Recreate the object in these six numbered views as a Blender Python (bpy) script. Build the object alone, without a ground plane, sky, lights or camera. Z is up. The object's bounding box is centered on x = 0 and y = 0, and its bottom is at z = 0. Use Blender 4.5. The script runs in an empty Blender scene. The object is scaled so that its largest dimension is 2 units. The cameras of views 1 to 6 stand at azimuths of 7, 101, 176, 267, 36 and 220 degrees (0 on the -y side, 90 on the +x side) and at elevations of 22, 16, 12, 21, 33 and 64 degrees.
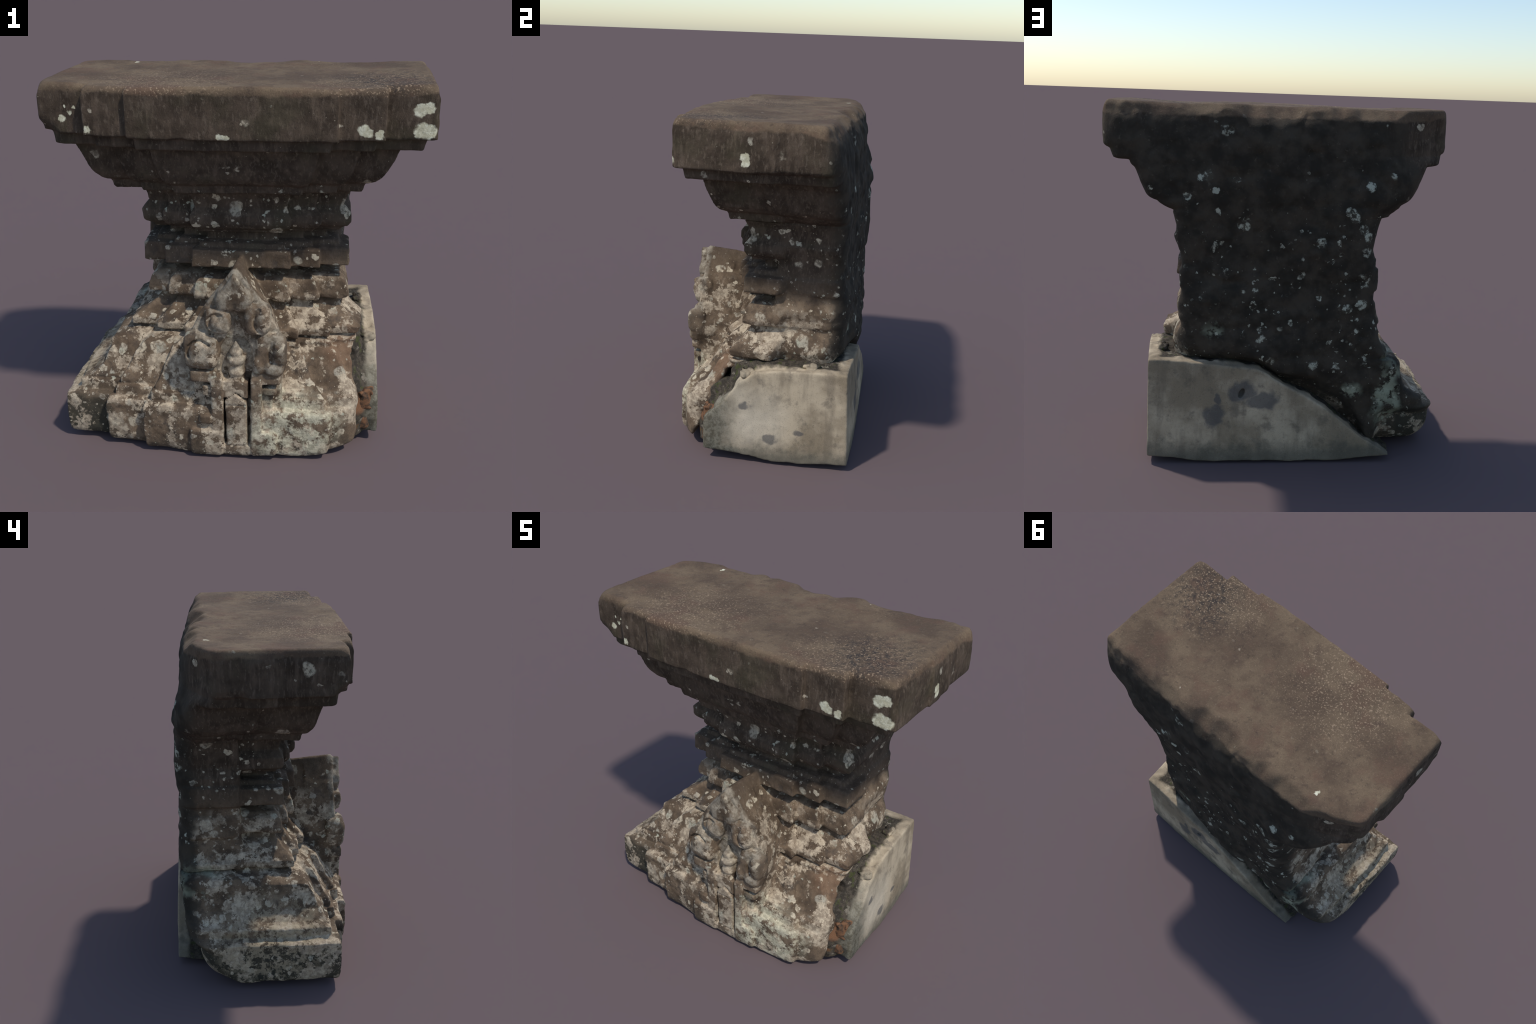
"""Half of a redented, weathered sandstone pedestal with a carved gable ornament,
set on a wedge of cast concrete.  The carved stone is described as an implicit solid
(moulding profile x redented plan + ornament primitives - breaks), polygonised once,
and then split by region into named parts that share their border vertices."""
import bpy, math
import numpy as np

rng = np.random.default_rng(7)
H = 0.0066                                    # sampling step of the implicit solid (m)

# ------------------------------------------------------------------ helpers
def smin(a, b, r):
    h = np.clip(r - np.abs(a - b), 0, None) / r
    return np.minimum(a, b) - h * h * r * 0.25

def smax(a, b, r):
    return -smin(-a, -b, r)

def sstep(a, b, t):
    t = np.clip((t - a) / (b - a), 0, 1)
    return t * t * (3 - 2 * t)

def curve(pts):
    p = np.array(sorted(pts), dtype=np.float64)
    return lambda t: np.interp(t, p[:, 0], p[:, 1]).astype(np.float32)

class Field:
    """regular sampling of a box, with separable value noise"""
    def __init__(self, lo, hi, h):
        self.lo, self.h = np.array(lo), h
        n = [int(math.ceil((b - a) / h)) + 1 for a, b in zip(lo, hi)]
        ax = [(lo[i] + h * np.arange(n[i])).astype(np.float32) for i in range(3)]
        self.ax = ax
        self.x, self.y, self.z = ax[0][:, None, None], ax[1][None, :, None], ax[2][None, None, :]
        self.n = n

    def noise(self, freq, seed):
        """smooth noise in about -1..1; freq = cells per metre (x, y, z)"""
        f = (freq,) * 3 if np.isscalar(freq) else freq
        g = np.random.default_rng(seed)
        W, sh = [], []
        for i in range(3):
            t = (self.ax[i] - self.lo[i]) * f[i]
            m = int(t.max()) + 3
            k = t.astype(int); u = t - k
            s = u * u * u * (u * (6 * u - 15) + 10)
            w = np.zeros((len(t), m), np.float32)
            w[np.arange(len(t)), k] += 1 - s
            w[np.arange(len(t)), k + 1] += s
            W.append(w); sh.append(m)
        lat = g.uniform(-1, 1, sh).astype(np.float32)
        a = np.tensordot(W[0], lat, (1, 0))            # X m m
        a = np.einsum('yj,xjk->xyk', W[1], a, optimize=True)
        return (a @ W[2].T).astype(np.float32)

def surface_nets(F, f, relax=2):
    """polygonise f<0; returns vertices, quads"""
    s = f < 0
    nx, ny, nz = f.shape
    c = np.zeros((nx - 1, ny - 1, nz - 1), np.int8)
    for i in (0, 1):
        for j in (0, 1):
            for k in (0, 1):
                c += s[i:nx - 1 + i, j:ny - 1 + j, k:nz - 1 + k]
    act = (c > 0) & (c < 8)
    I = np.argwhere(act)
    idx = np.full(act.shape, -1, np.int32)
    idx[act] = np.arange(len(I))
    corner = {}
    for i in (0, 1):
        for j in (0, 1):
            for k in (0, 1):
                corner[i, j, k] = f[I[:, 0] + i, I[:, 1] + j, I[:, 2] + k]
    acc = np.zeros((len(I), 3)); cnt = np.zeros(len(I))
    for a in corner:
        for ax in range(3):
            if a[ax]: continue
            b = list(a); b[ax] = 1; b = tuple(b)
            fa, fb = corner[a], corner[b]
            m = (fa < 0) != (fb < 0)
            t = np.where(m, fa / np.where(m, fa - fb, 1), 0)
            p = np.tile(np.array(a, float), (len(I), 1)); p[:, ax] = t
            acc += p * m[:, None]; cnt += m
    V = F.lo + (I + acc / cnt[:, None]) * F.h
    Q = []
    for ax in range(3):
        u, v = (ax + 1) % 3, (ax + 2) % 3
        sl0 = [slice(None)] * 3; sl1 = [slice(None)] * 3
        sl0[ax] = slice(0, -1); sl1[ax] = slice(1, None)
        A, B = s[tuple(sl0)], s[tuple(sl1)]
        for flip in (0, 1):
            E = np.argwhere((A & ~B) if not flip else (~A & B))
            E = E[(E[:, u] > 0) & (E[:, v] > 0) & (E[:, u] < f.shape[u] - 1) & (E[:, v] < f.shape[v] - 1)]
            q = []
            for du, dv in ((0, 0), (-1, 0), (-1, -1), (0, -1)):
                e = E.copy(); e[:, u] += du; e[:, v] += dv
                q.append(idx[e[:, 0], e[:, 1], e[:, 2]])
            q = np.stack(q, 1)
            Q.append(q if not flip else q[:, ::-1])
    Q = np.concatenate(Q)
    for _ in range(relax):                             # light relaxation of grid stepping
        S = np.zeros_like(V); n = np.zeros(len(V))
        for a in range(4):
            b = (a + 1) % 4
            np.add.at(S, Q[:, a], V[Q[:, b]]); np.add.at(n, Q[:, a], 1)
            np.add.at(S, Q[:, b], V[Q[:, a]]); np.add.at(n, Q[:, b], 1)
        V = V + 0.5 * (S / n[:, None] - V)
    return V, Q

def vertex_normals(V, Q):
    fn = np.cross(V[Q[:, 2]] - V[Q[:, 0]], V[Q[:, 3]] - V[Q[:, 1]])
    N = np.zeros_like(V)
    for a in range(4):
        np.add.at(N, Q[:, a], fn)
    return N / np.maximum(np.linalg.norm(N, axis=1, keepdims=True), 1e-12)

def largest_piece(V, Q):
    lab = np.arange(len(V))
    while True:
        m = lab[Q].min(1)
        new = lab.copy()
        for a in range(4):
            np.minimum.at(new, Q[:, a], m)
        new = new[new]
        if (new == lab).all(): break
        lab = new
    u, c = np.unique(lab[Q[:, 0]], return_counts=True)
    keep = lab[Q[:, 0]] == u[c.argmax()]
    return Q[keep]

def mesh_object(name, V, Q, N, mat, parent):
    used = np.unique(Q)
    re = np.full(len(V), -1); re[used] = np.arange(len(used))
    me = bpy.data.meshes.new(name)
    v, q = V[used], re[Q]
    me.vertices.add(len(v)); me.vertices.foreach_set("co", v.astype(np.float32).ravel())
    me.loops.add(q.size); me.loops.foreach_set("vertex_index", q.ravel().astype(np.int32))
    me.polygons.add(len(q))
    me.polygons.foreach_set("loop_start", np.arange(0, q.size, 4, dtype=np.int32))
    me.update(calc_edges=True); me.validate()
    me.polygons.foreach_set("use_smooth", np.ones(len(me.polygons), bool))
    me.normals_split_custom_set_from_vertices(N[used].astype(np.float32))
    me.materials.append(mat)
    ob = bpy.data.objects.new(name, me)
    bpy.context.scene.collection.objects.link(ob)
    ob.parent = parent
    return ob

# ------------------------------------------------------------------ moulding profile
# (height, set-back from the face of the slab), read from the top slab down to the plinth
PROFILE = [
    (2.10, .020), (1.985, .014), (1.93, .002), (1.746, .000),                 # slab
    (1.743, .030), (1.684, .038),                                # fillet
    (1.680, .100), (1.62, .116), (1.56, .132), (1.51, .152), (1.482, .172), (1.470, .190),   # ovolo
    (1.466, .200), (1.418, .212),                                # fillet
    (1.414, .282), (1.37, .304), (1.315, .316),                  # neck
    (1.275, .287), (1.232, .285), (1.205, .300), (1.185, .326), (1.170, .332),               # torus
    (1.165, .382), (1.118, .384),                                # recess
    (1.112, .336), (1.090, .332),                                # fillet
    (1.084, .290), (0.984, .288),                                # band
    (0.980, .415), (0.928, .418),                                # recess
    (0.912, .335), (0.885, .308), (0.815, .292), (0.792, .298),  # drip lip
    (0.785, .345), (0.740, .326), (0.695, .284), (0.665, .248),  # cavetto
    (0.652, .232), (0.612, .234), (0.606, .268), (0.592, .268),  # shelf
    (0.578, .215), (0.545, .170), (0.480, .134), (0.425, .108), (0.395, .084), (0.372, .058),  # cyma
    (0.356, .058), (0.354, .036), (0.300, .030),                 # step
    (0.292, -.006), (0.270, -.014), (-0.20, -.008)]              # plinth

def profile_table():
    """signed distance to the moulding profile on a (set-back, height) sheet; negative = stone"""
    d = np.arange(-.25, 1.3, .005); z = np.arange(-.08, 2.08, .004)
    P = np.array([(b, a) for a, b in PROFILE])
    D, Z = np.meshgrid(d, z, indexing='ij')
    best = np.full(D.shape, 9.0)
    for a, b in zip(P[:-1], P[1:]):
        ab = b - a
        t = np.clip(((D - a[0]) * ab[0] + (Z - a[1]) * ab[1]) / (ab @ ab), 0, 1)
        best = np.minimum(best, np.hypot(D - a[0] - t * ab[0], Z - a[1] - t * ab[1]))
    zz, dd = P[::-1, 1], P[::-1, 0]
    inside = D > np.interp(Z, zz, dd)
    return d, z, np.where(inside, -best, best)

PD, PZ, PT = profile_table()

def profile_sdf(d, zidx_w):
    """d: (X,Y,1) set-back, evaluated against every height of the grid"""
    t = np.clip((d[..., 0] - PD[0]) / .005, 0, len(PD) - 1.001)
    i = t.astype(int); u = (t - i)[..., None].astype(np.float32)
    T = zidx_w
    return T[i] * (1 - u) + T[i + 1] * u

# ------------------------------------------------------------------ carved stone
def build_stone():
    F = Field((-1.04, -.67, -.03), (1.03, .62, 2.04), H)
    x, y, z = F.x, F.y, F.z
    tz = np.clip((F.ax[2] - PZ[0]) / .004, 0, len(PZ) - 1.001)
    k = tz.astype(int); w = (tz - k).astype(np.float32)
    T = (PT[:, k] * (1 - w) + PT[:, k + 1] * w).astype(np.float32)

    # slow wander of the cut faces so that nothing is dead straight
    wob = F.noise(2.6, 3) * .010
    ax_ = np.abs(x - .004)
    def redent(half_x, front_y, rate_x, rate_y=1.0):
        d = np.minimum((half_x - ax_) / rate_x, (y - front_y) / rate_y)
        return profile_sdf(np.broadcast_to(d, (F.n[0], F.n[1], 1)), T)
    body = np.where((z > 1.41) & (x > 0), redent(.952, -.414, 1.55), np.where(x > 0, redent(.952, -.414, 1.31), redent(.952, -.414, 1.42)))   # corner pier
    body = np.minimum(body, redent(.708, -.460, 1.00))     # middle redent
    body = np.minimum(body, redent(.494, -.507, 0.79))     # central redent
    # side redents, seen on both flanks behind the corner pier
    ds = np.minimum((.963 - ax_) / np.where(x > 0, 1.50, 1.40), (y + .10) / 1.0)
    foot = np.minimum((.966 - ax_) / 1.10, (y + .10) / 1.0)
    foot = np.where((z < .60) & (x < 0), profile_sdf(np.broadcast_to(foot, (F.n[0], F.n[1], 1)), T), 9)
    body = np.minimum(body, foot)
    body = np.minimum(body, profile_sdf(np.broadcast_to(ds, (F.n[0], F.n[1], 1)), T))

    # the slab itself is hardly redented
    slab_plan = np.maximum(ax_ - .942, -.430 - y)
    slab_plan = np.minimum(slab_plan, np.maximum(ax_ - .712, -.480 - y))
    slab_plan = np.minimum(slab_plan, np.maximum(ax_ - .496, -.507 - y))
    body = np.minimum(body, smax(slab_plan, 1.746 - z, .012))

    # uncarved stock left standing on the flanks towards the back
    fr_ = curve([(.70, .530), (.79, .530), (.85, .550), (.90, .550), (.95, .528), (1.15, .533), (1.26, .552), (1.40, .58)])(F.ax[2])[None, None, :]
    fl_ = curve([(.70, .58), (.786, .572), (.80, .588), (.905, .572), (.93, .550), (.98, .550), (.99, .578), (1.105, .574), (1.118, .550), (1.165, .552), (1.175, .568), (1.26, .598), (1.42, .622)])(F.ax[2])[None, None, :]
    flank = smax(smax(np.where(x > 0, x - fr_, -x - fl_), np.where(x > 0, .05, .13) - y, .05), np.abs(z - 1.08) - .36, .05)
    body = smin(body, flank + F.noise(9, 21) * .006, .015)
    rump = smax(smax(np.abs(x + .02) - .565, -.02 - y, .06), np.abs(z - .64) - .10, .08)
    body = smin(body, rump, .05)

    # width of the flanks behind the front corners (right, left)
    r_lim = curve([(.58, .555), (.65, .575), (.735, .562), (.76, .545), (.84, .545), (.89, .565), (.95, .540), (1.15, .543), (1.22, .55), (1.28, .580), (1.33, .565), (1.40, .59), (1.425, .60),
                   (1.447, .640), (1.472, .70), (1.50, .735), (1.645, .795), (1.67, .85), (1.69, .905), (1.735, .93), (1.765, .964), (2.1, .964)])(F.ax[2])[None, None, :]
    l_lim = curve([(-.1, .985), (.285, .985), (.325, .930), (.37, .855), (.52, .812), (.59, .735), (.705, .60), (.81, .595), (.86, .580), (.95, .560), (1.03, .580), (1.16, .572), (1.26, .60),
                   (1.32, .617), (1.42, .636), (1.44, .655), (1.475, .755), (1.586, .828), (1.662, .857), (1.69, .903), (1.787, .945), (2.1, .95)])(F.ax[2])[None, None, :]
    lim = np.where(x > 0, x - r_lim, -x - l_lim) - .16 * sstep(.14, -.02, y)
    pier = curve([(.2, .955), (.29, .950), (.302, .890), (.356, .882), (.372, .826), (.42, .750), (.5, .715), (.6, .70), (.66, .76), (.75, 1.2), (1.15, 1.2), (1.17, .545), (1.22, .530), (1.33, .552), (1.40, .575), (1.41, 1.2)])(F.ax[2])[None, None, :]
    body = np.maximum(body, (-x - pier) * .8)
    body = smax(body, lim + F.noise(8, 22) * .008, .02)

    # worn top surface
    top = z - (1.984 + .007 * F.noise((3, 3, 1), 5) + .016 * sstep(.55, .95, np.abs(x)) + .007 * np.exp(-((x + .05) / .35) ** 2))
    body = smax(body, top, .030)

    # ---------- gable ornament on the centre of the front
    cx = .008
    X = x - cx
    hw = curve([(.40, .225), (.47, .235), (.52, .250), (.58, .268), (.66, .262), (.76, .228), (.85, .185),
                (.93, .135), (1.00, .080), (1.05, .040), (1.085, .012), (1.12, -.02)])(F.ax[2])[None, None, :]
    fy = curve([(.40, -.495), (.62, -.490), (.80, -.484), (.95, -.482), (1.05, -.488), (1.12, -.48)])(F.ax[2])[None, None, :]
    gable = smax(smax((np.abs(X) - hw + .24 * np.clip(y + .49, 0, .3) * np.minimum(1, np.maximum(hw, 0) / .10)) * .85, fy - y, .015), np.maximum(z - 1.088 - .09 * (-.49 - y), .455 - z), .008)
    gable = np.maximum(gable, y + .05)

    def boss(px, pz, rx, rz, y0, depth, pw=3.4):
        """rounded lobe standing forward of the gable"""
        q = (np.abs((x - px) / rx) ** pw + np.abs((z - pz) / rz) ** pw + np.abs((y - y0) / depth) ** pw) ** (1 / pw)
        return (q - 1) * min(rx, rz, depth)
    scrolls = [
        smin(boss(-.040, .925, .048, .062, -.46, .070), boss(.048, .925, .048, .060, -.46, .070), .018),
        boss(-.082, .812, .070, .072, -.47, .068), boss(.122, .826, .070, .086, -.47, .066),
        boss(-.172, .640, .092, .106, -.48, .068), boss(.180, .632, .070, .120, -.48, .052)]
    peak = smax(smax((np.abs(x - .005) - .078 + (z - .955) * .62) * .85, -.520 - y - .10 * (z - .93), .012), np.maximum(z - 1.075, .93 - z), .008)
    scrolls[0] = smin(scrolls[0], np.maximum(peak, y + .3), .02)
    scrolls[2] = np.minimum(scrolls[2], boss(.150, .835, .032, .058, -.49, .056, 2.4))       # curled lips of the volutes
    scrolls[2] = np.minimum(scrolls[2], boss(.145, .890, .026, .022, -.49, .056, 2.4))
    scrolls[4] = np.minimum(scrolls[4], boss(.236, .655, .038, .085, -.49, .060, 2.6))
    scrolls[4] = np.minimum(scrolls[4], boss(.205, .560, .060, .050, -.49, .056, 2.6))
    scrolls[4] = smin(scrolls[4], boss(.130, .570, .036, .056, -.48, .066, 2.6), .006)
    scrolls[3] = np.minimum(scrolls[3], boss(-.195, .655, .050, .060, -.49, .062, 2.4))
    scrolls[3] = np.minimum(scrolls[3], boss(-.125, .600, .045, .060, -.49, .060, 2.4))
    scrolls[1] = np.minimum(scrolls[1], boss(-.070, .798, .046, .046, -.48, .064, 2.4))
    eyes = []
    for ex, ez, r in ((-.078, .845, .014), (.114, .800, .009), (.192, .640, .012), (-.124, .742, .022), (.176, .752, .014), (-.140, .775, .014), (-.150, .700, .009)):
        eyes.append(np.sqrt((x - ex) ** 2 + (z - ez) ** 2 + ((y + .545) * .35) ** 2) - r)
    def arc(px, pz, rx, rz, a0, a1):
        """shallow groove following the rim of a volute"""
        g = None
        for a in np.linspace(math.radians(a0), math.radians(a1), 26):
            s = (x - px - rx * math.cos(a)) ** 2 + (z - pz - rz * math.sin(a)) ** 2
            g = s if g is None else np.minimum(g, s)
        return np.sqrt(g)
    grooves = [arc(-.080, .815, .044, .044, 60, 250), arc(.150, .832, .040, .066, 110, 250), arc(.232, .650, .048, .090, 70, 215), arc(-.175, .640, .062, .070, 40, 200)]

    # niche with the turned colonnette
    arch = curve([(.30, .078), (.52, .080), (.60, .088), (.66, .080), (.72, .050), (.78, .030), (.84, .012), (.86, -.02)])(F.ax[2])[None, None, :]
    niche = np.maximum(np.maximum(np.abs(X - .002) - arch, y + .464), .05 - z)
    # legs of the gable
    def slab(x0, x1, z0, z1, yf, r=.012):
        return smax(smax(np.abs(x - (x0 + x1) / 2) - (x1 - x0) / 2, np.abs(z - (z0 + z1) / 2) - (z1 - z0) / 2, r), smax(yf - y, y + .2, r), r)
    jambs = np.minimum(slab(-.124, -.058, -.1, .50, -.538), slab(.086, .146, -.1, .50, -.540))
    lintels = np.minimum(slab(-.232, -.09, .462, .528, -.530), slab(.09, .242, .462, .528, -.528))
    feet = np.minimum(slab(-.245, -.06, -.1, .178, -.545, .02), slab(.08, .226, -.1, .178, -.543, .02))
    knobs = slab(-.190, -.122, .215, .270, -.545)
    for b in ((-.172, -.126, .375, .440, -.520), (-.165, -.12, .270, .385, -.500), (.145, .224, .395, .438, -.520),
              (.145, .200, .24, .40, -.500), (.145, .222, .205, .255, -.515)):
        knobs = np.minimum(knobs, slab(*b))
    knobs = np.minimum(knobs, slab(-.20, .20, .15, .46, -.455))

    panel = smax(np.abs(X - .002) - .056, smax(np.maximum(z - .362, .085 - z), -.533 - y, .012), .012)
    chev = np.maximum(np.abs(X + .001) * .8 + (z - .402) + .0, np.maximum(-.535 - y, .30 - z))
    panel = np.minimum(panel, np.maximum(chev, np.maximum(y + .2, np.abs(X) - .056)))
    panel = np.maximum(panel, -(np.maximum(np.abs(z - .335) - .004, y + .527)))
    upper = np.maximum(np.maximum(np.abs(X) - .066, np.abs(z - .425) - .05), np.maximum(-.526 - y, y + .2))
    upper = np.maximum(upper, -(np.abs(X) * .8 + (z - .412)))
    panel = np.minimum(panel, upper)
    sill = slab(-.09, .10, -.1, .085, -.535, .02)

    rad = curve([(.46, .046), (.475, .050), (.49, .040), (.50, .040), (.515, .048), (.528, .042), (.545, .036), (.558, .036), (.57, .044), (.58, .050),
                 (.60, .049), (.608, .036), (.618, .034), (.63, .037), (.645, .030), (.652, .022), (.668, .018), (.69, .004), (.70, -.02)])(F.ax[2])[None, None, :]
    col = np.sqrt((X) ** 2 + (y + .478) ** 2) - rad
    col = np.maximum(col, .455 - z)

    backing = smax(np.abs(X) - .235, smax(np.maximum(z - .60, -.1 - z), -.470 - y, .02), .02)   # stock behind the legs
    orn = np.minimum(gable, lintels)
    orn = np.maximum(orn, -niche)
    for s in scrolls:
        orn = np.minimum(orn, np.maximum(s, -(niche + .004)))
    for g in grooves:
        orn = smax(orn, -(smax(g - .008, y + .516, .01)), .010)
    for e in eyes:
        orn = smax(orn, -e, .008)
    niche_back = np.maximum(niche, -.47 - y)
    backing = smax(backing, -np.maximum(np.abs(X - .002) - .078, np.maximum(y + .45, .05 - z)), .01)
    backing = np.maximum(backing, -niche)
    legs = np.minimum(jambs, np.minimum(feet, knobs))
    legs = np.maximum(legs, -np.maximum(np.abs(X - .004) - .072, y + .44))
    legs = np.minimum(legs, sill)

    body = np.maximum(body, -np.maximum(niche, y + .44))
    sub = {'gable': orn, 'leg': legs, 'panel': panel, 'colonnette': col}
    ornament = np.minimum(np.minimum(orn, legs), np.minimum(np.minimum(panel, col), backing))

    # ---------- weathering of the ornament and the body
    low = sstep(1.05, .75, z)
    erode = F.noise(11, 31) * .0045 + F.noise(26, 32) * .0035 + F.noise(55, 33) * .0022
    body = body + wob * .6 + erode * (.40 + .45 * low) + F.noise(7, 34) * .005 * low + (.026 * sstep(.08, .3, x) - .012 * sstep(-.1, -.3, x)) * sstep(.36, .42, z) * sstep(.59, .55, z)
    pits = [(-.60, -.245, .585, .026), (-.585, -.215, .635, .020)]
    for px, py, pz, r in pits:
        body = smax(body, -(np.sqrt((x - px) ** 2 + (y - py) ** 2 + (z - pz) ** 2) - r), .01)
    stone = smin(body, ornament + erode * .30, .008)

    # chipped corners of the redents on the slab
    for px, py, pz, r in ((-.94, -.45, 1.71, .085), (-.72, -.51, 1.995, .035), (.98, -.46, 2.02, .05), (-.965, -.47, 2.02, .07)):
        stone = smax(stone, -(np.sqrt((x - px) ** 2 + (y - py) ** 2 + (z - pz) ** 2) - r), .05)

    # ---------- broken back
    yl = curve([(.3, .455), (.5, .485), (.62, .495), (.75, .505), (1.0, .500), (1.15, .508), (1.3, .500), (1.42, .498), (1.55, .484), (1.7, .464), (1.82, .455), (1.95, .42), (2.05, .40)])(F.ax[2])[None, None, :]
    yr = curve([(.55, .44), (.70, .455), (.80, .475), (.92, .475), (1.03, .445), (1.15, .440), (1.37, .450), (1.6, .462), (1.8, .448), (1.95, .410), (2.05, .41)])(F.ax[2])[None, None, :]
    side = np.clip((x + .45) / 1.0, -.1, 1.1)
    yb = yl * (1 - side) + yr * side
    edge = np.clip(x - .50, 0, None)
    mid = np.exp(-((x - .05) / .32) ** 2)
    back = y - (yb - .05 * edge + .055 * mid * sstep(.82, .62, z) - .018 * mid * sstep(.8, .9, z) * sstep(1.55, 1.35, z) + F.noise((4, 2, 4), 41) * .010 + np.abs(F.noise((7, 3, 7), 47)) * .022 - .008 + F.noise(12, 42) * .008 + F.noise(26, 43) * .006)
    # the left rear arris is broken away on the slant
    slant = curve([(-.1, .90), (.3, .90), (.55, .84), (.75, .74), (.85, .695), (1.40, .700), (1.5, .77), (1.65, .805), (1.75, .83), (1.95, .85), (2.1, .85)])(F.ax[2])[None, None, :]
    stone = smax(stone, -x * .65 + y * .76 - slant + F.noise(7, 44) * .014, .05)
    stone = smax(stone, -x * .45 + y * .89 - .658 - .6 * np.clip(1.74 - z, 0, 1) + F.noise(9, 45) * .012, .025)   # knocked-off slab corner
    # right rear arris of the shaft
    stone = smax(stone, x * .65 + y * .76 - curve([(.5, .655), (.85, .665), (1.0, .70), (1.40, .715), (1.5, .83), (1.65, .91), (1.75, .92), (2.1, .915)])(F.ax[2])[None, None, :] + F.noise(8, 46) * .010, .04)
    stone = smax(stone, back, .06)
    chip = (y - .392 + F.noise((6, 1, 1), 51) * .050 + F.noise((15, 3, 3), 52) * .030) * .62 + (z - 1.948) * .78
    stone = smax(stone, chip, .012)
    stone = smax(stone, -(np.sqrt((x - .82) ** 2 + ((y - .46) * .8) ** 2 + (z - 1.965) ** 2) - .062), .02)
    stone = smax(stone, -(np.sqrt((x - .72) ** 2 + ((y - .45) * .8) ** 2 + (z - 1.985) ** 2) - .050), .02)

    # ---------- broken lower right flank
    xr = curve([(.0, .645), (.29, .655), (.40, .620), (.50, .598), (.60, .650), (.68, .670), (.74, .80), (.8, 1.2)])(F.ax[2])[None, None, :]
    brk = x - xr + F.noise(8, 61) * .014 + F.noise(20, 62) * .008
    stone = smax(stone, brk, .03)
    cham = ((x - .49) * .58 + (-.525 - y) * .82 + F.noise(9, 63) * .008) - 3 * np.clip(z - .34, 0, 1)
    stone = smax(stone, cham, .05)

    # ---------- underside
    bx = curve([(-1, .10), (-.92, .05), (-.80, .03), (-.72, .02), (-.54, .12), (-.46, .30), (-.39, .405), (-.28, .46), (-.19, .50), (-.02, .51),
                (.06, .57), (.10, .595), (.2, .612), (.41, .62), (.53, .67), (.60, .75), (.8, .80)])(F.ax[0])[:, None, None]
    cxz = CONCRETE_TOP(F.ax[0])[:, None, None]
    inner = np.maximum(cxz - .05, 0.0)
    und = inner + (bx - inner) * sstep(.33, .50, y)
    fr = curve([(-.7, 0), (-.44, 0), (-.36, .25), (-.30, .50), (-.20, .95), (-.1, 1), (.6, 1)])(F.ax[1])[None, :, None]
    base_z = .010 + .05 * sstep(.35, .66, x) + .025 * sstep(-.5, -.95, x) + F.noise((5, 5, 1), 71) * .012
    und = np.maximum(und * fr, base_z) + F.noise(9, 72) * .010
    stone = smax(stone, (und - z) * .8, .04)
    # eroded lower back corner on the left
    q = np.sqrt(np.clip(np.clip(-(x + .78), 0, None) ** 2 + np.clip(y - .19 - .35 * sstep(-.66, -.40, x), 0, None) ** 2 + (np.clip(.21 - z, 0, None) * sstep(.02, .28, y)) ** 2, 1e-9, None)) - .195 - .3 * sstep(.22, .45, z)
    stone = smax(stone, q.astype(np.float32), .03)

    V, Q = surface_nets(F, stone, 1)
    Q = largest_piece(V, Q)
    N = vertex_normals(V, Q)
    C = V[Q].mean(1)
    ii = np.clip(np.rint((C - F.lo) / F.h).astype(int), 0, np.array(F.n) - 1)
    at = lambda a: np.broadcast_to(a, stone.shape)[ii[:, 0], ii[:, 1], ii[:, 2]]
    fb = at(body)
    sc = np.stack([at(s) for s in scrolls]); leg, pan, colv, gab, bak = at(legs), at(panel), at(col), at(orn), at(backing)
    nz_ = C[:, 2]
    bands = [('top_slab', 1.749), ('cornice_moulding', 1.416), ('neck_moulding', 1.167), ('band_moulding', .982),
             ('drip_moulding', .787), ('base_moulding', .356), ('plinth', -9)]
    lab = np.empty(len(C), object)
    done = np.zeros(len(C), bool)
    for nm, z0 in bands:
        m = ~done & (nz_ > z0); lab[m] = nm; done |= m
    front = (C[:, 1] < -.18) & (np.abs(C[:, 0]) < .30) & (np.minimum.reduce([gab, leg, pan, colv, bak]) < fb - .001)
    lab[front] = 'gable'
    lab[front & (bak <= np.minimum(gab, leg)) | front & (leg < gab)] = 'pilaster'
    lab[front & (pan < .008) & (nz_ < .48) & (pan <= leg)] = 'niche_panel'
    lab[front & (colv < .010) & (nz_ > .46) & (nz_ < .70)] = 'colonnette'
    best = sc.argmin(0); m = front & (sc.min(0) < .008) & (lab == 'gable')
    for i in range(len(scrolls)):
        lab[m & (best == i)] = 'scroll%d' % i
    return V, Q, N, lab

# ------------------------------------------------------------------ concrete wedge
CONCRETE_TOP = curve([(-1, .0), (-.70, .020), (-.64, .063), (-.50, .154), (-.41, .226), (-.28, .333), (-.13, .421), (-.02, .482), (.05, .528), (.10, .550),
                      (.20, .566), (.43, .580), (.56, .586), (.70, .587), (1, .590)])

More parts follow.
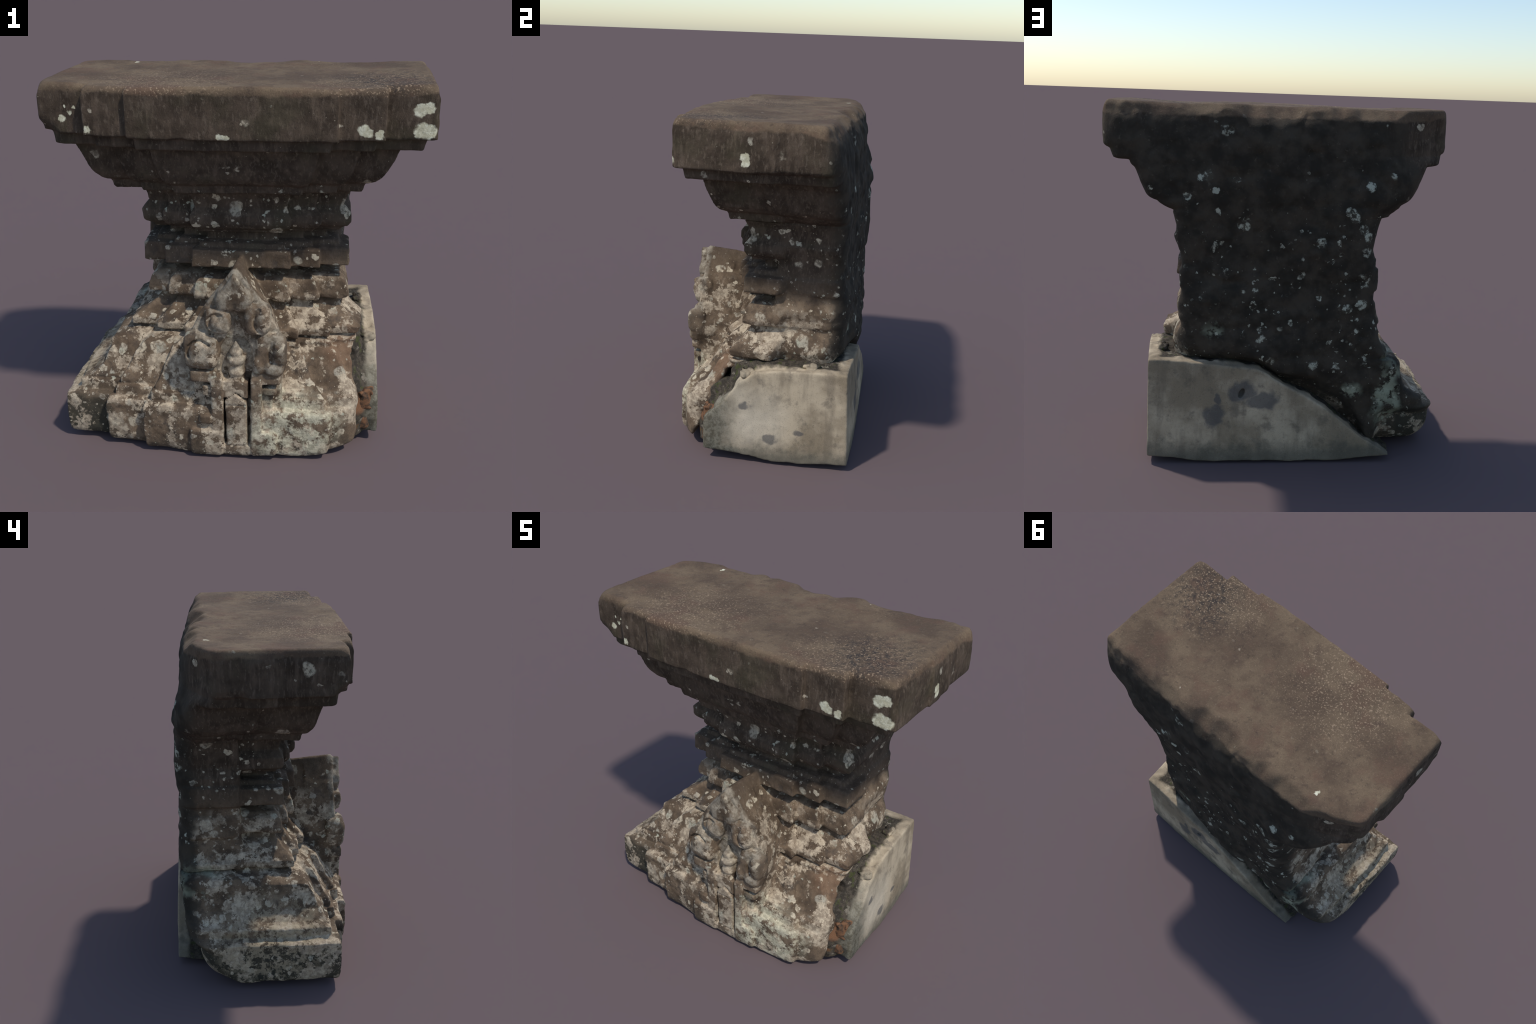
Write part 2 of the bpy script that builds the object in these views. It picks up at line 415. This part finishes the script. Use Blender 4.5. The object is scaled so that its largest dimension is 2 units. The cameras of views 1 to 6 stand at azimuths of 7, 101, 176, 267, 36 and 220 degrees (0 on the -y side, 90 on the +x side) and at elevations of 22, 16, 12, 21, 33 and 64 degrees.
def build_concrete():
    F = Field((-.76, -.36, -.02), (.81, .60, .66), .007)
    x, y, z = F.x, F.y, F.z
    right = (x - (.763 - (y + .295) * .066) + (z - .05) * .012)
    rear = (y - (.545 - .018 * sstep(.4, -.7, x) + .012 * sstep(.65, .2, x) * sstep(-.75, -.4, x) * sstep(-.02, .2, z)) + (z - .03) * .05)
    f = smax(right, rear, .008)
    top = z - (CONCRETE_TOP(F.ax[0])[:, None, None] + .012 * sstep(.2, .7, x) - .02 * sstep(.45, .0, y) * sstep(.2, -.3, x))
    # the trowelled edge is crisp, the bed behind it is rough
    top = top + (F.noise(14, 101) * .010 + F.noise(34, 102) * .006) * sstep(.53, .46, y) * sstep(.73, .66, x) + F.noise(7, 103) * .003
    f = smax(f, top * .85, .010)
    roof = curve([(-.36, .10), (-.31, .25), (-.26, .30), (-.192, .369), (-.137, .447), (-.10, .50), (-.01, .572), (.146, .60), (.6, .64)])(F.ax[1])[None, :, None]
    roof = roof + .09 * sstep(.68, .62, x)
    rough = (F.noise(9, 111) * .035 + F.noise(22, 112) * .014) * sstep(.76, .70, x)
    f = smax(f, (z - roof + rough) * .75, .015)
    f = smax(f, -.302 - .05 * sstep(.70, .64, x) - y + rough * .4, .02)
    f = np.maximum(f, -.70 - x)
    bottom = .010 + .030 * sstep(.3, .72, np.abs(x)) * sstep(.1, .5, y) + .055 * sstep(.3, .75, x) * sstep(.3, -.28, y) + F.noise((9, 9, 1), 121) * .004
    f = smax(f, bottom - z, .006)
    f = f + F.noise(30, 131) * .0012
    # drill hole in the rear face
    f = np.maximum(f, -(np.sqrt(((x - .185) * 1.25 + (z - .41) * .4) ** 2 + ((z - .412) * .72) ** 2 + ((y - .53) * .55) ** 2) - .020))
    V, Q = surface_nets(F, f, 1)
    Q = largest_piece(V, Q)
    return V, Q, vertex_normals(V, Q)

def build_rubble(seed, centre, size):
    """a lump of brick or stone wedged between the two bodies"""
    c = np.array(centre); s = np.array(size)
    F = Field(tuple(c - s * 1.5), tuple(c + s * 1.5), min(size) / 9)
    q = (np.abs((F.x - c[0]) / s[0]) ** 3 + np.abs((F.y - c[1]) / s[1]) ** 3 + np.abs((F.z - c[2]) / s[2]) ** 3) ** (1 / 3) - 1
    q = q * min(size) + F.noise(1.2 / min(size), seed) * min(size) * .35
    V, Q = surface_nets(F, q, 1); Q = largest_piece(V, Q)
    return V, Q, vertex_normals(V, Q)

#MATERIALS
# ------------------------------------------------------------------ materials (procedural nodes)
class Graph:
    def __init__(self, name):
        self.m = bpy.data.materials.new(name); self.m.use_nodes = True
        self.t = self.m.node_tree; self.t.nodes.clear()
        self.tc = self.t.nodes.new('ShaderNodeTexCoord').outputs['Object']
        s = self.t.nodes.new('ShaderNodeSeparateXYZ'); self.link(self.tc, s.inputs[0])
        self.x, self.y, self.z = s.outputs
    def link(self, a, b): self.t.links.new(a, b)
    def put(self, sock, v):
        if hasattr(v, 'is_output'): self.link(v, sock)
        elif isinstance(v, tuple) and len(v) == 3 and sock.type == 'RGBA': sock.default_value = (*v, 1)
        else: sock.default_value = v
    def math(self, op, a, b=0.0, c=0.0, clamp=False):
        n = self.t.nodes.new('ShaderNodeMath'); n.operation = op; n.use_clamp = clamp
        for i, v in enumerate((a, b, c)): self.put(n.inputs[i], v)
        return n.outputs[0]
    def add(self, *v):
        r = v[0]
        for b in v[1:]: r = self.math('ADD', r, b)
        return r
    def sub(self, a, b): return self.math('SUBTRACT', a, b)
    def mul(self, *v):
        r = v[0]
        for b in v[1:]: r = self.math('MULTIPLY', r, b)
        return r
    def max(self, *v):
        r = v[0]
        for b in v[1:]: r = self.math('MAXIMUM', r, b)
        return r
    def min(self, *v):
        r = v[0]
        for b in v[1:]: r = self.math('MINIMUM', r, b)
        return r
    def inv(self, a): return self.math('SUBTRACT', 1.0, a, clamp=True)
    def step(self, v, a, b, lo=0.0, hi=1.0):
        n = self.t.nodes.new('ShaderNodeMapRange'); n.interpolation_type = 'SMOOTHSTEP'
        if a > b: a, b, lo, hi = b, a, hi, lo
        self.put(n.inputs['Value'], v)
        self.put(n.inputs['From Min'], a); self.put(n.inputs['From Max'], b); self.put(n.inputs['To Min'], lo); self.put(n.inputs['To Max'], hi)
        return n.outputs['Result']
    def shifted(self, seed, stretch=(1, 1, 1), vec=None):
        n = self.t.nodes.new('ShaderNodeMapping'); self.link(vec or self.tc, n.inputs['Vector'])
        n.inputs['Location'].default_value = (seed * 3.17 % 11, seed * 5.31 % 13, seed * 7.73 % 17)
        n.inputs['Scale'].default_value = stretch
        return n.outputs[0]
    def noise(self, scale, seed, detail=4, rough=.6, stretch=(1, 1, 1), dist=0.0):
        n = self.t.nodes.new('ShaderNodeTexNoise'); self.link(self.shifted(seed, stretch), n.inputs['Vector'])
        n.inputs['Scale'].default_value = scale; n.inputs['Detail'].default_value = detail
        n.inputs['Roughness'].default_value = rough; n.inputs['Distortion'].default_value = dist
        return n.outputs['Fac']
    def warped(self, scale, amount, seed):
        n = self.t.nodes.new('ShaderNodeTexNoise'); self.link(self.shifted(seed), n.inputs['Vector'])
        n.inputs['Scale'].default_value = scale; n.inputs['Detail'].default_value = 3
        v = self.t.nodes.new('ShaderNodeVectorMath'); v.operation = 'MULTIPLY_ADD'
        self.link(n.outputs['Color'], v.inputs[0]); v.inputs[1].default_value = (amount,) * 3; self.link(self.tc, v.inputs[2])
        return v.outputs[0]
    def cells(self, scale, seed, vec):
        n = self.t.nodes.new('ShaderNodeTexVoronoi'); self.link(self.shifted(seed, vec=vec), n.inputs['Vector'])
        n.inputs['Scale'].default_value = scale
        s = self.t.nodes.new('ShaderNodeSeparateColor'); self.link(n.outputs['Color'], s.inputs[0])
        return n.outputs['Distance'], s.outputs[0], s.outputs[1], s.outputs[2]
    def mix(self, fac, a, b):
        n = self.t.nodes.new('ShaderNodeMix'); n.data_type = 'RGBA'
        self.put(n.inputs[0], fac); self.put(n.inputs[6], a); self.put(n.inputs[7], b)
        return n.outputs[2]
    def near(self, p, r, warp, soft=.25, squash=(1, 1, 1)):
        """ragged patch around a point"""
        v = self.t.nodes.new('ShaderNodeVectorMath'); v.operation = 'SUBTRACT'
        self.link(warp, v.inputs[0]); v.inputs[1].default_value = p
        w = self.t.nodes.new('ShaderNodeVectorMath'); w.operation = 'MULTIPLY'
        self.link(v.outputs[0], w.inputs[0]); w.inputs[1].default_value = squash
        l = self.t.nodes.new('ShaderNodeVectorMath'); l.operation = 'LENGTH'; self.link(w.outputs[0], l.inputs[0])
        return self.step(l.outputs['Value'], r * (1 + soft * .5), r * (1 - soft * .5))
    def finish(self, colour, height, rough=.92, strength=.5, dist=.006):
        b = self.t.nodes.new('ShaderNodeBump'); b.inputs['Strength'].default_value = strength; b.inputs['Distance'].default_value = dist
        self.link(height, b.inputs['Height'])
        p = self.t.nodes.new('ShaderNodeBsdfPrincipled')
        self.link(colour, p.inputs['Base Color']); p.inputs['Roughness'].default_value = rough
        p.inputs['Specular IOR Level'].default_value = .18
        self.link(b.outputs[0], p.inputs['Normal'])
        o = self.t.nodes.new('ShaderNodeOutputMaterial'); self.link(p.outputs[0], o.inputs[0])
        return self.m

def sandstone():
    g = Graph('weathered_sandstone')
    n_big, n_mid, n_fine, n_grain = g.noise(3.0, 1), g.noise(9, 2, 6), g.noise(32, 3, 6, .7), g.noise(150, 4, 3, .7)
    streak = g.noise(24, 5, 4, .6, (1, 1, .22))
    # --- zones, all with ragged borders
    zr = g.add(g.z, g.mul(g.sub(n_mid, .5), .40))
    low = g.step(zr, 1.16, .92)                         # paler stone of the foot
    yr = g.add(g.y, g.mul(g.sub(n_mid, .5), .20), g.mul(g.sub(n_fine, .5), .05))
    rear = g.step(yr, .36, .43)                           # black biofilm on the broken back
    crown = g.step(g.add(g.z, g.mul(g.sub(n_mid, .5), .05), g.mul(g.sub(n_fine, .5), .02), g.step(g.y, .26, .36, 0.0, .030)), 1.945, 1.962)
    # --- bare stone
    dark = g.mix(g.step(n_mid, .32, .68), (.044, .031, .021), (.092, .066, .046))
    dark = g.mix(g.mul(g.step(streak, .48, .72), .55), dark, (.145, .105, .075))
    dark = g.mix(g.mul(g.step(g.noise(70, 16, 3, .7, (1, 1, .35)), .52, .66), .45), dark, (.17, .13, .095))
    dark = g.mix(g.mul(g.step(n_big, .52, .70), .45), dark, (.072, .062, .036))
    pale = g.mix(g.step(n_mid, .34, .66), (.082, .056, .036), (.205, .145, .094))
    pale = g.mix(g.mul(g.step(n_fine, .50, .66), .6), pale, (.075, .056, .042))
    pale = g.mix(g.mul(g.step(g.noise(5.5, 6, 4), .58, .70), .7), pale, (.060, .050, .042))
    pale = g.mix(g.mul(g.near((.62, -.20, .60), .11, g.warped(9, .10, 8), .9), .5), pale, (.21, .12, .07))
    col = g.mix(low, dark, pale)
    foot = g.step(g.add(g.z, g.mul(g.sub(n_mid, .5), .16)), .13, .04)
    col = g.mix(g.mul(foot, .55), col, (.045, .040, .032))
    top = g.mix(g.step(n_big, .36, .64), (.098, .067, .045), (.165, .117, .074))
    top = g.mix(g.mul(g.step(n_mid, .52, .70), .6), top, (.078, .052, .038))
    top = g.mix(g.mul(g.step(n_fine, .54, .68), .55), top, (.060, .043, .032))
    top = g.mix(g.mul(g.step(g.noise(60, 17, 4, .7), .58, .70), .5), top, (.21, .155, .10))
    top = g.mix(g.mul(g.step(g.noise(4.5, 18, 5, .65), .50, .66), .6), top, (.125, .074, .050))
    grit = g.mul(g.step(g.noise(95, 7, 2), .56, .66), g.max(g.near((-.25, -.20, 1.98), .34, g.warped(4, .2, 9), 1.2), g.near((.78, -.22, 1.98), .30, g.warped(4, .2, 9), 1.2), .12))
    top = g.mix(g.mul(g.near((.80, -.10, 1.98), .26, g.warped(5, .25, 10), 1.0), g.step(n_fine, .42, .6), .8), top, (.040, .034, .030))
    top = g.mix(g.mul(grit, .8), top, (.36, .26, .17))
    back = g.mix(g.step(n_mid, .36, .66), (.029, .024, .0175), (.062, .049, .035))  # browns warmed to offset the blue skylight on the rear
    back = g.mix(g.mul(g.step(n_fine, .58, .72), .5), back, (.13, .105, .078))
    col = g.mix(rear, col, back)
    green = g.mul(g.step(g.add(g.x, g.mul(g.sub(n_mid, .5), .3)), -.60, -.75), g.step(g.z, .34, .22))
    col = g.mix(g.mul(green, .75), col, (.034, .036, .027))
    col = g.mix(crown, col, top)
    # --- lichen
    w1, w2, w3 = g.warped(22, .060, 11), g.warped(90, .008, 12), g.warped(16, .05, 13)
    tone_r = g.noise(7, 14, 3)
    dens = g.noise(3.2, 15, 4, .6)
    under = g.mul(g.step(g.z, 1.50, 1.36), g.step(g.z, 1.0, 1.1))                      # neck carries more spots than the slab
    want = g.add(g.mul(low, .50), g.mul(g.add(g.mul(under, .34), .05, g.mul(g.step(dens, .44, .62), .22)), g.step(g.z, 1.62, 1.45, .22, 1.0)))
    want = g.mul(want, g.inv(g.mul(crown, .93)))
    want = g.mul(want, g.sub(1.0, g.mul(rear, .45)))
    def spots(scale, seed, warp, rmax, gain):
        d, r, gg, b = g.cells(scale, seed, warp)
        rad = g.mul(g.add(.30, g.mul(gg, .70)), rmax)
        on = g.step(g.sub(g.mul(want, gain), r), -.01, .01)
        return g.mul(on, g.step(g.sub(rad, d), .0, .10)), b
    s1, t1 = spots(9, 21, w3, .44, .80)
    s2, t2 = spots(19, 22, w1, .50, .62)
    s3, t3 = spots(44, 23, g.warped(60, .020, 12), .50, .26)
    s4, t4 = spots(105, 24, g.tc, .40, .13)
    ragged = g.step(g.noise(42, 25, 6, .75), .42, .53)
    lich = g.mix(t2, (.37, .325, .25), (.60, .505, .36))
    lich = g.mix(g.step(tone_r, .52, .66), lich, (.42, .415, .315))
    lich = g.mix(g.mul(rear, .8), lich, (.45, .45, .35))  # rear lichen tint lightened and yellowed against the bluish shade there
    lich = g.mix(g.mul(g.step(n_grain, .50, .72), .45), lich, (.20, .17, .13))
    blotch = g.step(g.noise(24, 26, 6, .75), .46, .55)
    solid = g.max(g.inv(rear), g.max(blotch, g.mul(s3, .8)))
    m = g.mul(g.max(g.mul(s1, g.add(.25, g.mul(ragged, .65))), g.mul(s2, g.add(.25, g.mul(ragged, .7))), g.mul(s3, g.add(.25, g.mul(ragged, .65))), g.mul(s4, .5)), solid)
    col = g.mix(m, col, lich)
    # crusts: cream on the sunny foot, grey on the gable, greenish on the right shoulder of the plinth
    crust = g.mul(g.step(g.noise(7.0, 31, 8, .72), .500, .540), g.step(g.add(g.z, g.mul(g.sub(n_big, .5), .3)), .98, .80), g.inv(rear))
    col = g.mix(g.mul(crust, .82), col, g.mix(g.step(n_fine, .40, .62), (.30, .235, .165), (.60, .49, .35)))
    gab = g.mul(g.step(g.math('ABSOLUTE', g.x), .28, .24), g.step(g.y, -.44, -.47), g.step(g.z, .50, .56), g.step(g.z, 1.12, 1.09), g.step(g.noise(11, 32, 6, .65), .45, .56))
    col = g.mix(g.mul(gab, .70), col, g.mix(g.step(n_fine, .38, .62), (.20, .165, .120), (.38, .33, .25)))
    sh = g.mul(g.near((.42, -.47, .30), .24, g.warped(7, .22, 33), .8, (1, .8, 1.15)), g.step(g.noise(13, 34, 8, .75), .45, .54))
    col = g.mix(g.mul(sh, .85), col, g.mix(g.step(n_fine, .40, .60), (.42, .385, .27), (.68, .615, .44)))
    lf = g.mul(g.near((-.86, .06, .42), .25, g.warped(7, .20, 35), .8, (1, .8, 1.0)), g.step(g.noise(26, 36, 8, .75), .46, .53))
    col = g.mix(g.mul(lf, .70), col, (.40, .32, .21))  # beige pushed warmer because shade turns the left foot blue
    bk = g.max(g.near((-.53, .47, .52), .11, g.warped(7, .24, 37), .8, (1.5, .6, .55)), g.near((.46, .47, .83), .10, g.warped(7, .2, 38), .8), g.near((-.42, .47, .45), .06, w3, .8))
    col = g.mix(g.mul(bk, g.step(g.noise(20, 39, 7, .7), .42, .52), .85), col, (.36, .38, .27))
    # the large white rosettes on the slab
    rough_edge = g.warped(55, .030, 41)
    big = None
    for p, r in (((.868, -.43, 1.884), .030), ((.908, -.43, 1.896), .026), ((.882, -.43, 1.790), .036), ((.915, -.43, 1.786), .034), ((.615, -.47, 1.800), .027),
                 ((.636, -.47, 1.788), .022), ((.686, -.47, 1.778), .021), ((.690, -.47, 1.790), .015), ((-.045, -.51, 1.756), .020), ((-.02, -.51, 1.756), .018),
                 ((-.684, -.48, 1.778), .018), ((-.822, -.43, 1.820), .018), ((-.779, -.43, 1.849), .012), ((-.806, -.43, 1.878), .008), ((-.756, -.43, 1.875), .008),
                 ((.965, -.045, 1.822), .024), ((.965, -.040, 1.795), .021), ((-.626, .293, 1.985), .009),
                 ((.389, .49, 1.615), .032), ((.425, .49, 1.605), .025), ((.346, .48, 1.534), .020), ((.50, .45, 1.50), .022), ((-.486, .50, 1.58), .026),
                 ((-.385, .50, 1.435), .028), ((-.41, .50, 1.405), .026), ((-.46, .50, 1.345), .026), ((-.49, .50, 1.30), .026), ((-.232, .48, 1.264), .030),
                 ((-.389, .50, .896), .026), ((-.471, .50, .922), .030), ((-.212, .48, .573), .030)):
        q = tuple(c + .015 for c in p)
        a = g.near(q, r, rough_edge, .35, (1, .45, 1) if abs(p[0]) < .95 else (.45, 1, 1))
        big = a if big is None else g.max(big, a)
    white = g.mix(g.step(n_fine, .42, .62), (.52, .48, .33), (.72, .69, .52))
    white = g.mix(g.step(g.y, .3, .4), white, (.42, .42, .33))
    col = g.mix(g.mul(big, g.add(.95, g.mul(rear, g.sub(blotch, 1.0), .9))), col, white)
    # grain
    col = g.mix(g.mul(g.step(n_grain, .44, .30), .35), col, (.022, .018, .015))
    h = g.add(g.mul(n_fine, .8), g.mul(n_grain, .35), g.mul(g.noise(75, 51, 4, .7, (1, 1, .6)), .5))
    return g.finish(col, h, .93, .55, .007)

def concrete():
    g = Graph('cast_concrete')
    n_big, n_mid, n_fine, n_grain = g.noise(3.5, 61), g.noise(11, 62, 6, .65), g.noise(40, 63, 5, .7), g.noise(170, 64, 3, .7)
    streak = g.noise(13, 65, 4, .6, (1, 1, .18))
    col = g.mix(g.step(n_big, .38, .64), (.27, .212, .140), (.50, .405, .280))
    col = g.mix(g.mul(g.step(streak, .46, .68), .5), col, (.17, .135, .095))
    col = g.mix(g.mul(g.step(n_mid, .52, .68), .6), col, (.14, .115, .085))
    col = g.mix(g.mul(g.near((.72, .08, .38), .20, g.warped(5, .2, 66), 1.2), .7), col, (.68, .59, .45))  # bright highlight of the lit right face, painted into the concrete colour
    w = g.warped(14, .10, 67); o = .05
    blot = g.max(g.near((.185 + o, .54 + o, .43 + o), .075, w, .5, (1, .4, 1.3)), g.near((.07 + o, .54 + o, .365 + o), .085, w, .5, (.9, .4, 1.5)),
                 g.near((.33 + o, .54 + o, .285 + o), .060, w, .5, (1, .4, 1)), g.near((.32 + o, .54 + o, .37 + o), .022, w, .5, (1, .4, .7)),
                 g.near((.72 + o, -.06 + o, .36 + o), .035, w, .6, (.4, 1, 1.6)), g.near((.72 + o, .10 + o, .16 + o), .040, w, .6, (.4, 1, 1.2)), g.near((.72 + o, .26 + o, .22 + o), .030, w, .6, (.4, .8, 1.2)))
    col = g.mix(g.mul(blot, .72), col, (.075, .075, .078))
    damp = g.mul(g.step(g.add(g.z, g.mul(g.sub(n_mid, .5), .25)), .16, .05), .75)
    col = g.mix(damp, col, (.095, .090, .070))
    mossy = g.mul(g.step(g.add(g.y, g.mul(g.sub(n_mid, .5), .30)), -.05, -.22), .75)
    col = g.mix(mossy, col, g.mix(g.step(n_fine, .4, .6), (.050, .050, .036), (.16, .155, .12)))
    # earth and moss on the bed behind the trowelled rim
    rim = g.min(g.sub(.735, g.add(g.x, g.mul(g.add(g.y, .0), .066))), g.sub(.525, g.y))
    rim = g.add(rim, g.mul(g.sub(n_mid, .5), .07), g.mul(g.sub(n_fine, .5), .03))
    bed = g.step(rim, .045, .075)
    earth = g.mix(g.step(n_fine, .40, .64), (.034, .028, .021), (.085, .068, .050))
    earth = g.mix(g.mul(g.step(g.noise(28, 68, 5), .55, .66), .8), earth, (.055, .062, .018))
    earth = g.mix(g.mul(g.step(g.noise(20, 69, 5), .60, .66), .8), earth, (.22, .19, .145))
    brick = g.max(g.near((.68, -.30, .285), .055, g.warped(20, .06, 70), .6), g.near((.66, -.30, .15), .026, g.warped(20, .06, 70), .6))
    earth = g.mix(g.mul(brick, .85), earth, (.19, .092, .046))
    col = g.mix(bed, col, earth)
    col = g.mix(g.mul(g.step(n_grain, .44, .30), .45), col, (.06, .052, .040))
    col = g.mix(g.mul(g.step(n_grain, .60, .72), .25), col, (.46, .43, .36))
    h = g.add(g.mul(n_fine, .5), g.mul(n_grain, .4), g.mul(n_mid, .4))
    return g.finish(col, h, .9, .35, .004)

def brick():
    g = Graph('brick_rubble')
    n = g.noise(30, 81, 6, .7)
    col = g.mix(g.step(n, .36, .62), (.05, .036, .026), (.20, .100, .052))
    col = g.mix(g.step(g.noise(45, 82, 5), .55, .64), col, (.05, .046, .036))
    return g.finish(col, n, .95, .6, .006)

stone_mat, concrete_mat, brick_mat = sandstone(), concrete(), brick()
#END_MATERIALS

# ------------------------------------------------------------------ assemble
root = bpy.data.objects.new('carved_stone_pedestal', None)
bpy.context.scene.collection.objects.link(root)
root['label'] = 'weathered brown sandstone pedestal with carved gable on concrete wedge'
root['category'] = 'stone pedestal'

V, Q, N, lab = build_stone()
for nm in ('top_slab', 'cornice_moulding', 'neck_moulding', 'band_moulding', 'drip_moulding', 'base_moulding', 'plinth'):
    mesh_object(nm, V, Q[lab == nm], N, stone_mat, root)
gable = mesh_object('gable_ornament', V, Q[lab == 'gable'], N, stone_mat, root)
for nm in ('pilaster', 'niche_panel', 'colonnette'):
    if (lab == nm).any():
        mesh_object(nm, V, Q[lab == nm], N, stone_mat, gable)
for i in range(5):
    if (lab == 'scroll%d' % i).any():
        mesh_object('scroll', V, Q[lab == 'scroll%d' % i], N, stone_mat, gable)
mesh_object('concrete_wedge', *build_concrete(), concrete_mat, root)
for i, (c, s, m) in enumerate((((.690, -.265, .265), (.040, .050, .055), brick_mat), ((.68, -.285, .12), (.035, .035, .045), brick_mat),
                               ((.685, -.06, .535), (.045, .040, .028), concrete_mat), ((.64, .30, .605), (.03, .045, .022), concrete_mat))):
    mesh_object('rubble_stone', *build_rubble(200 + i, c, s), m, root)
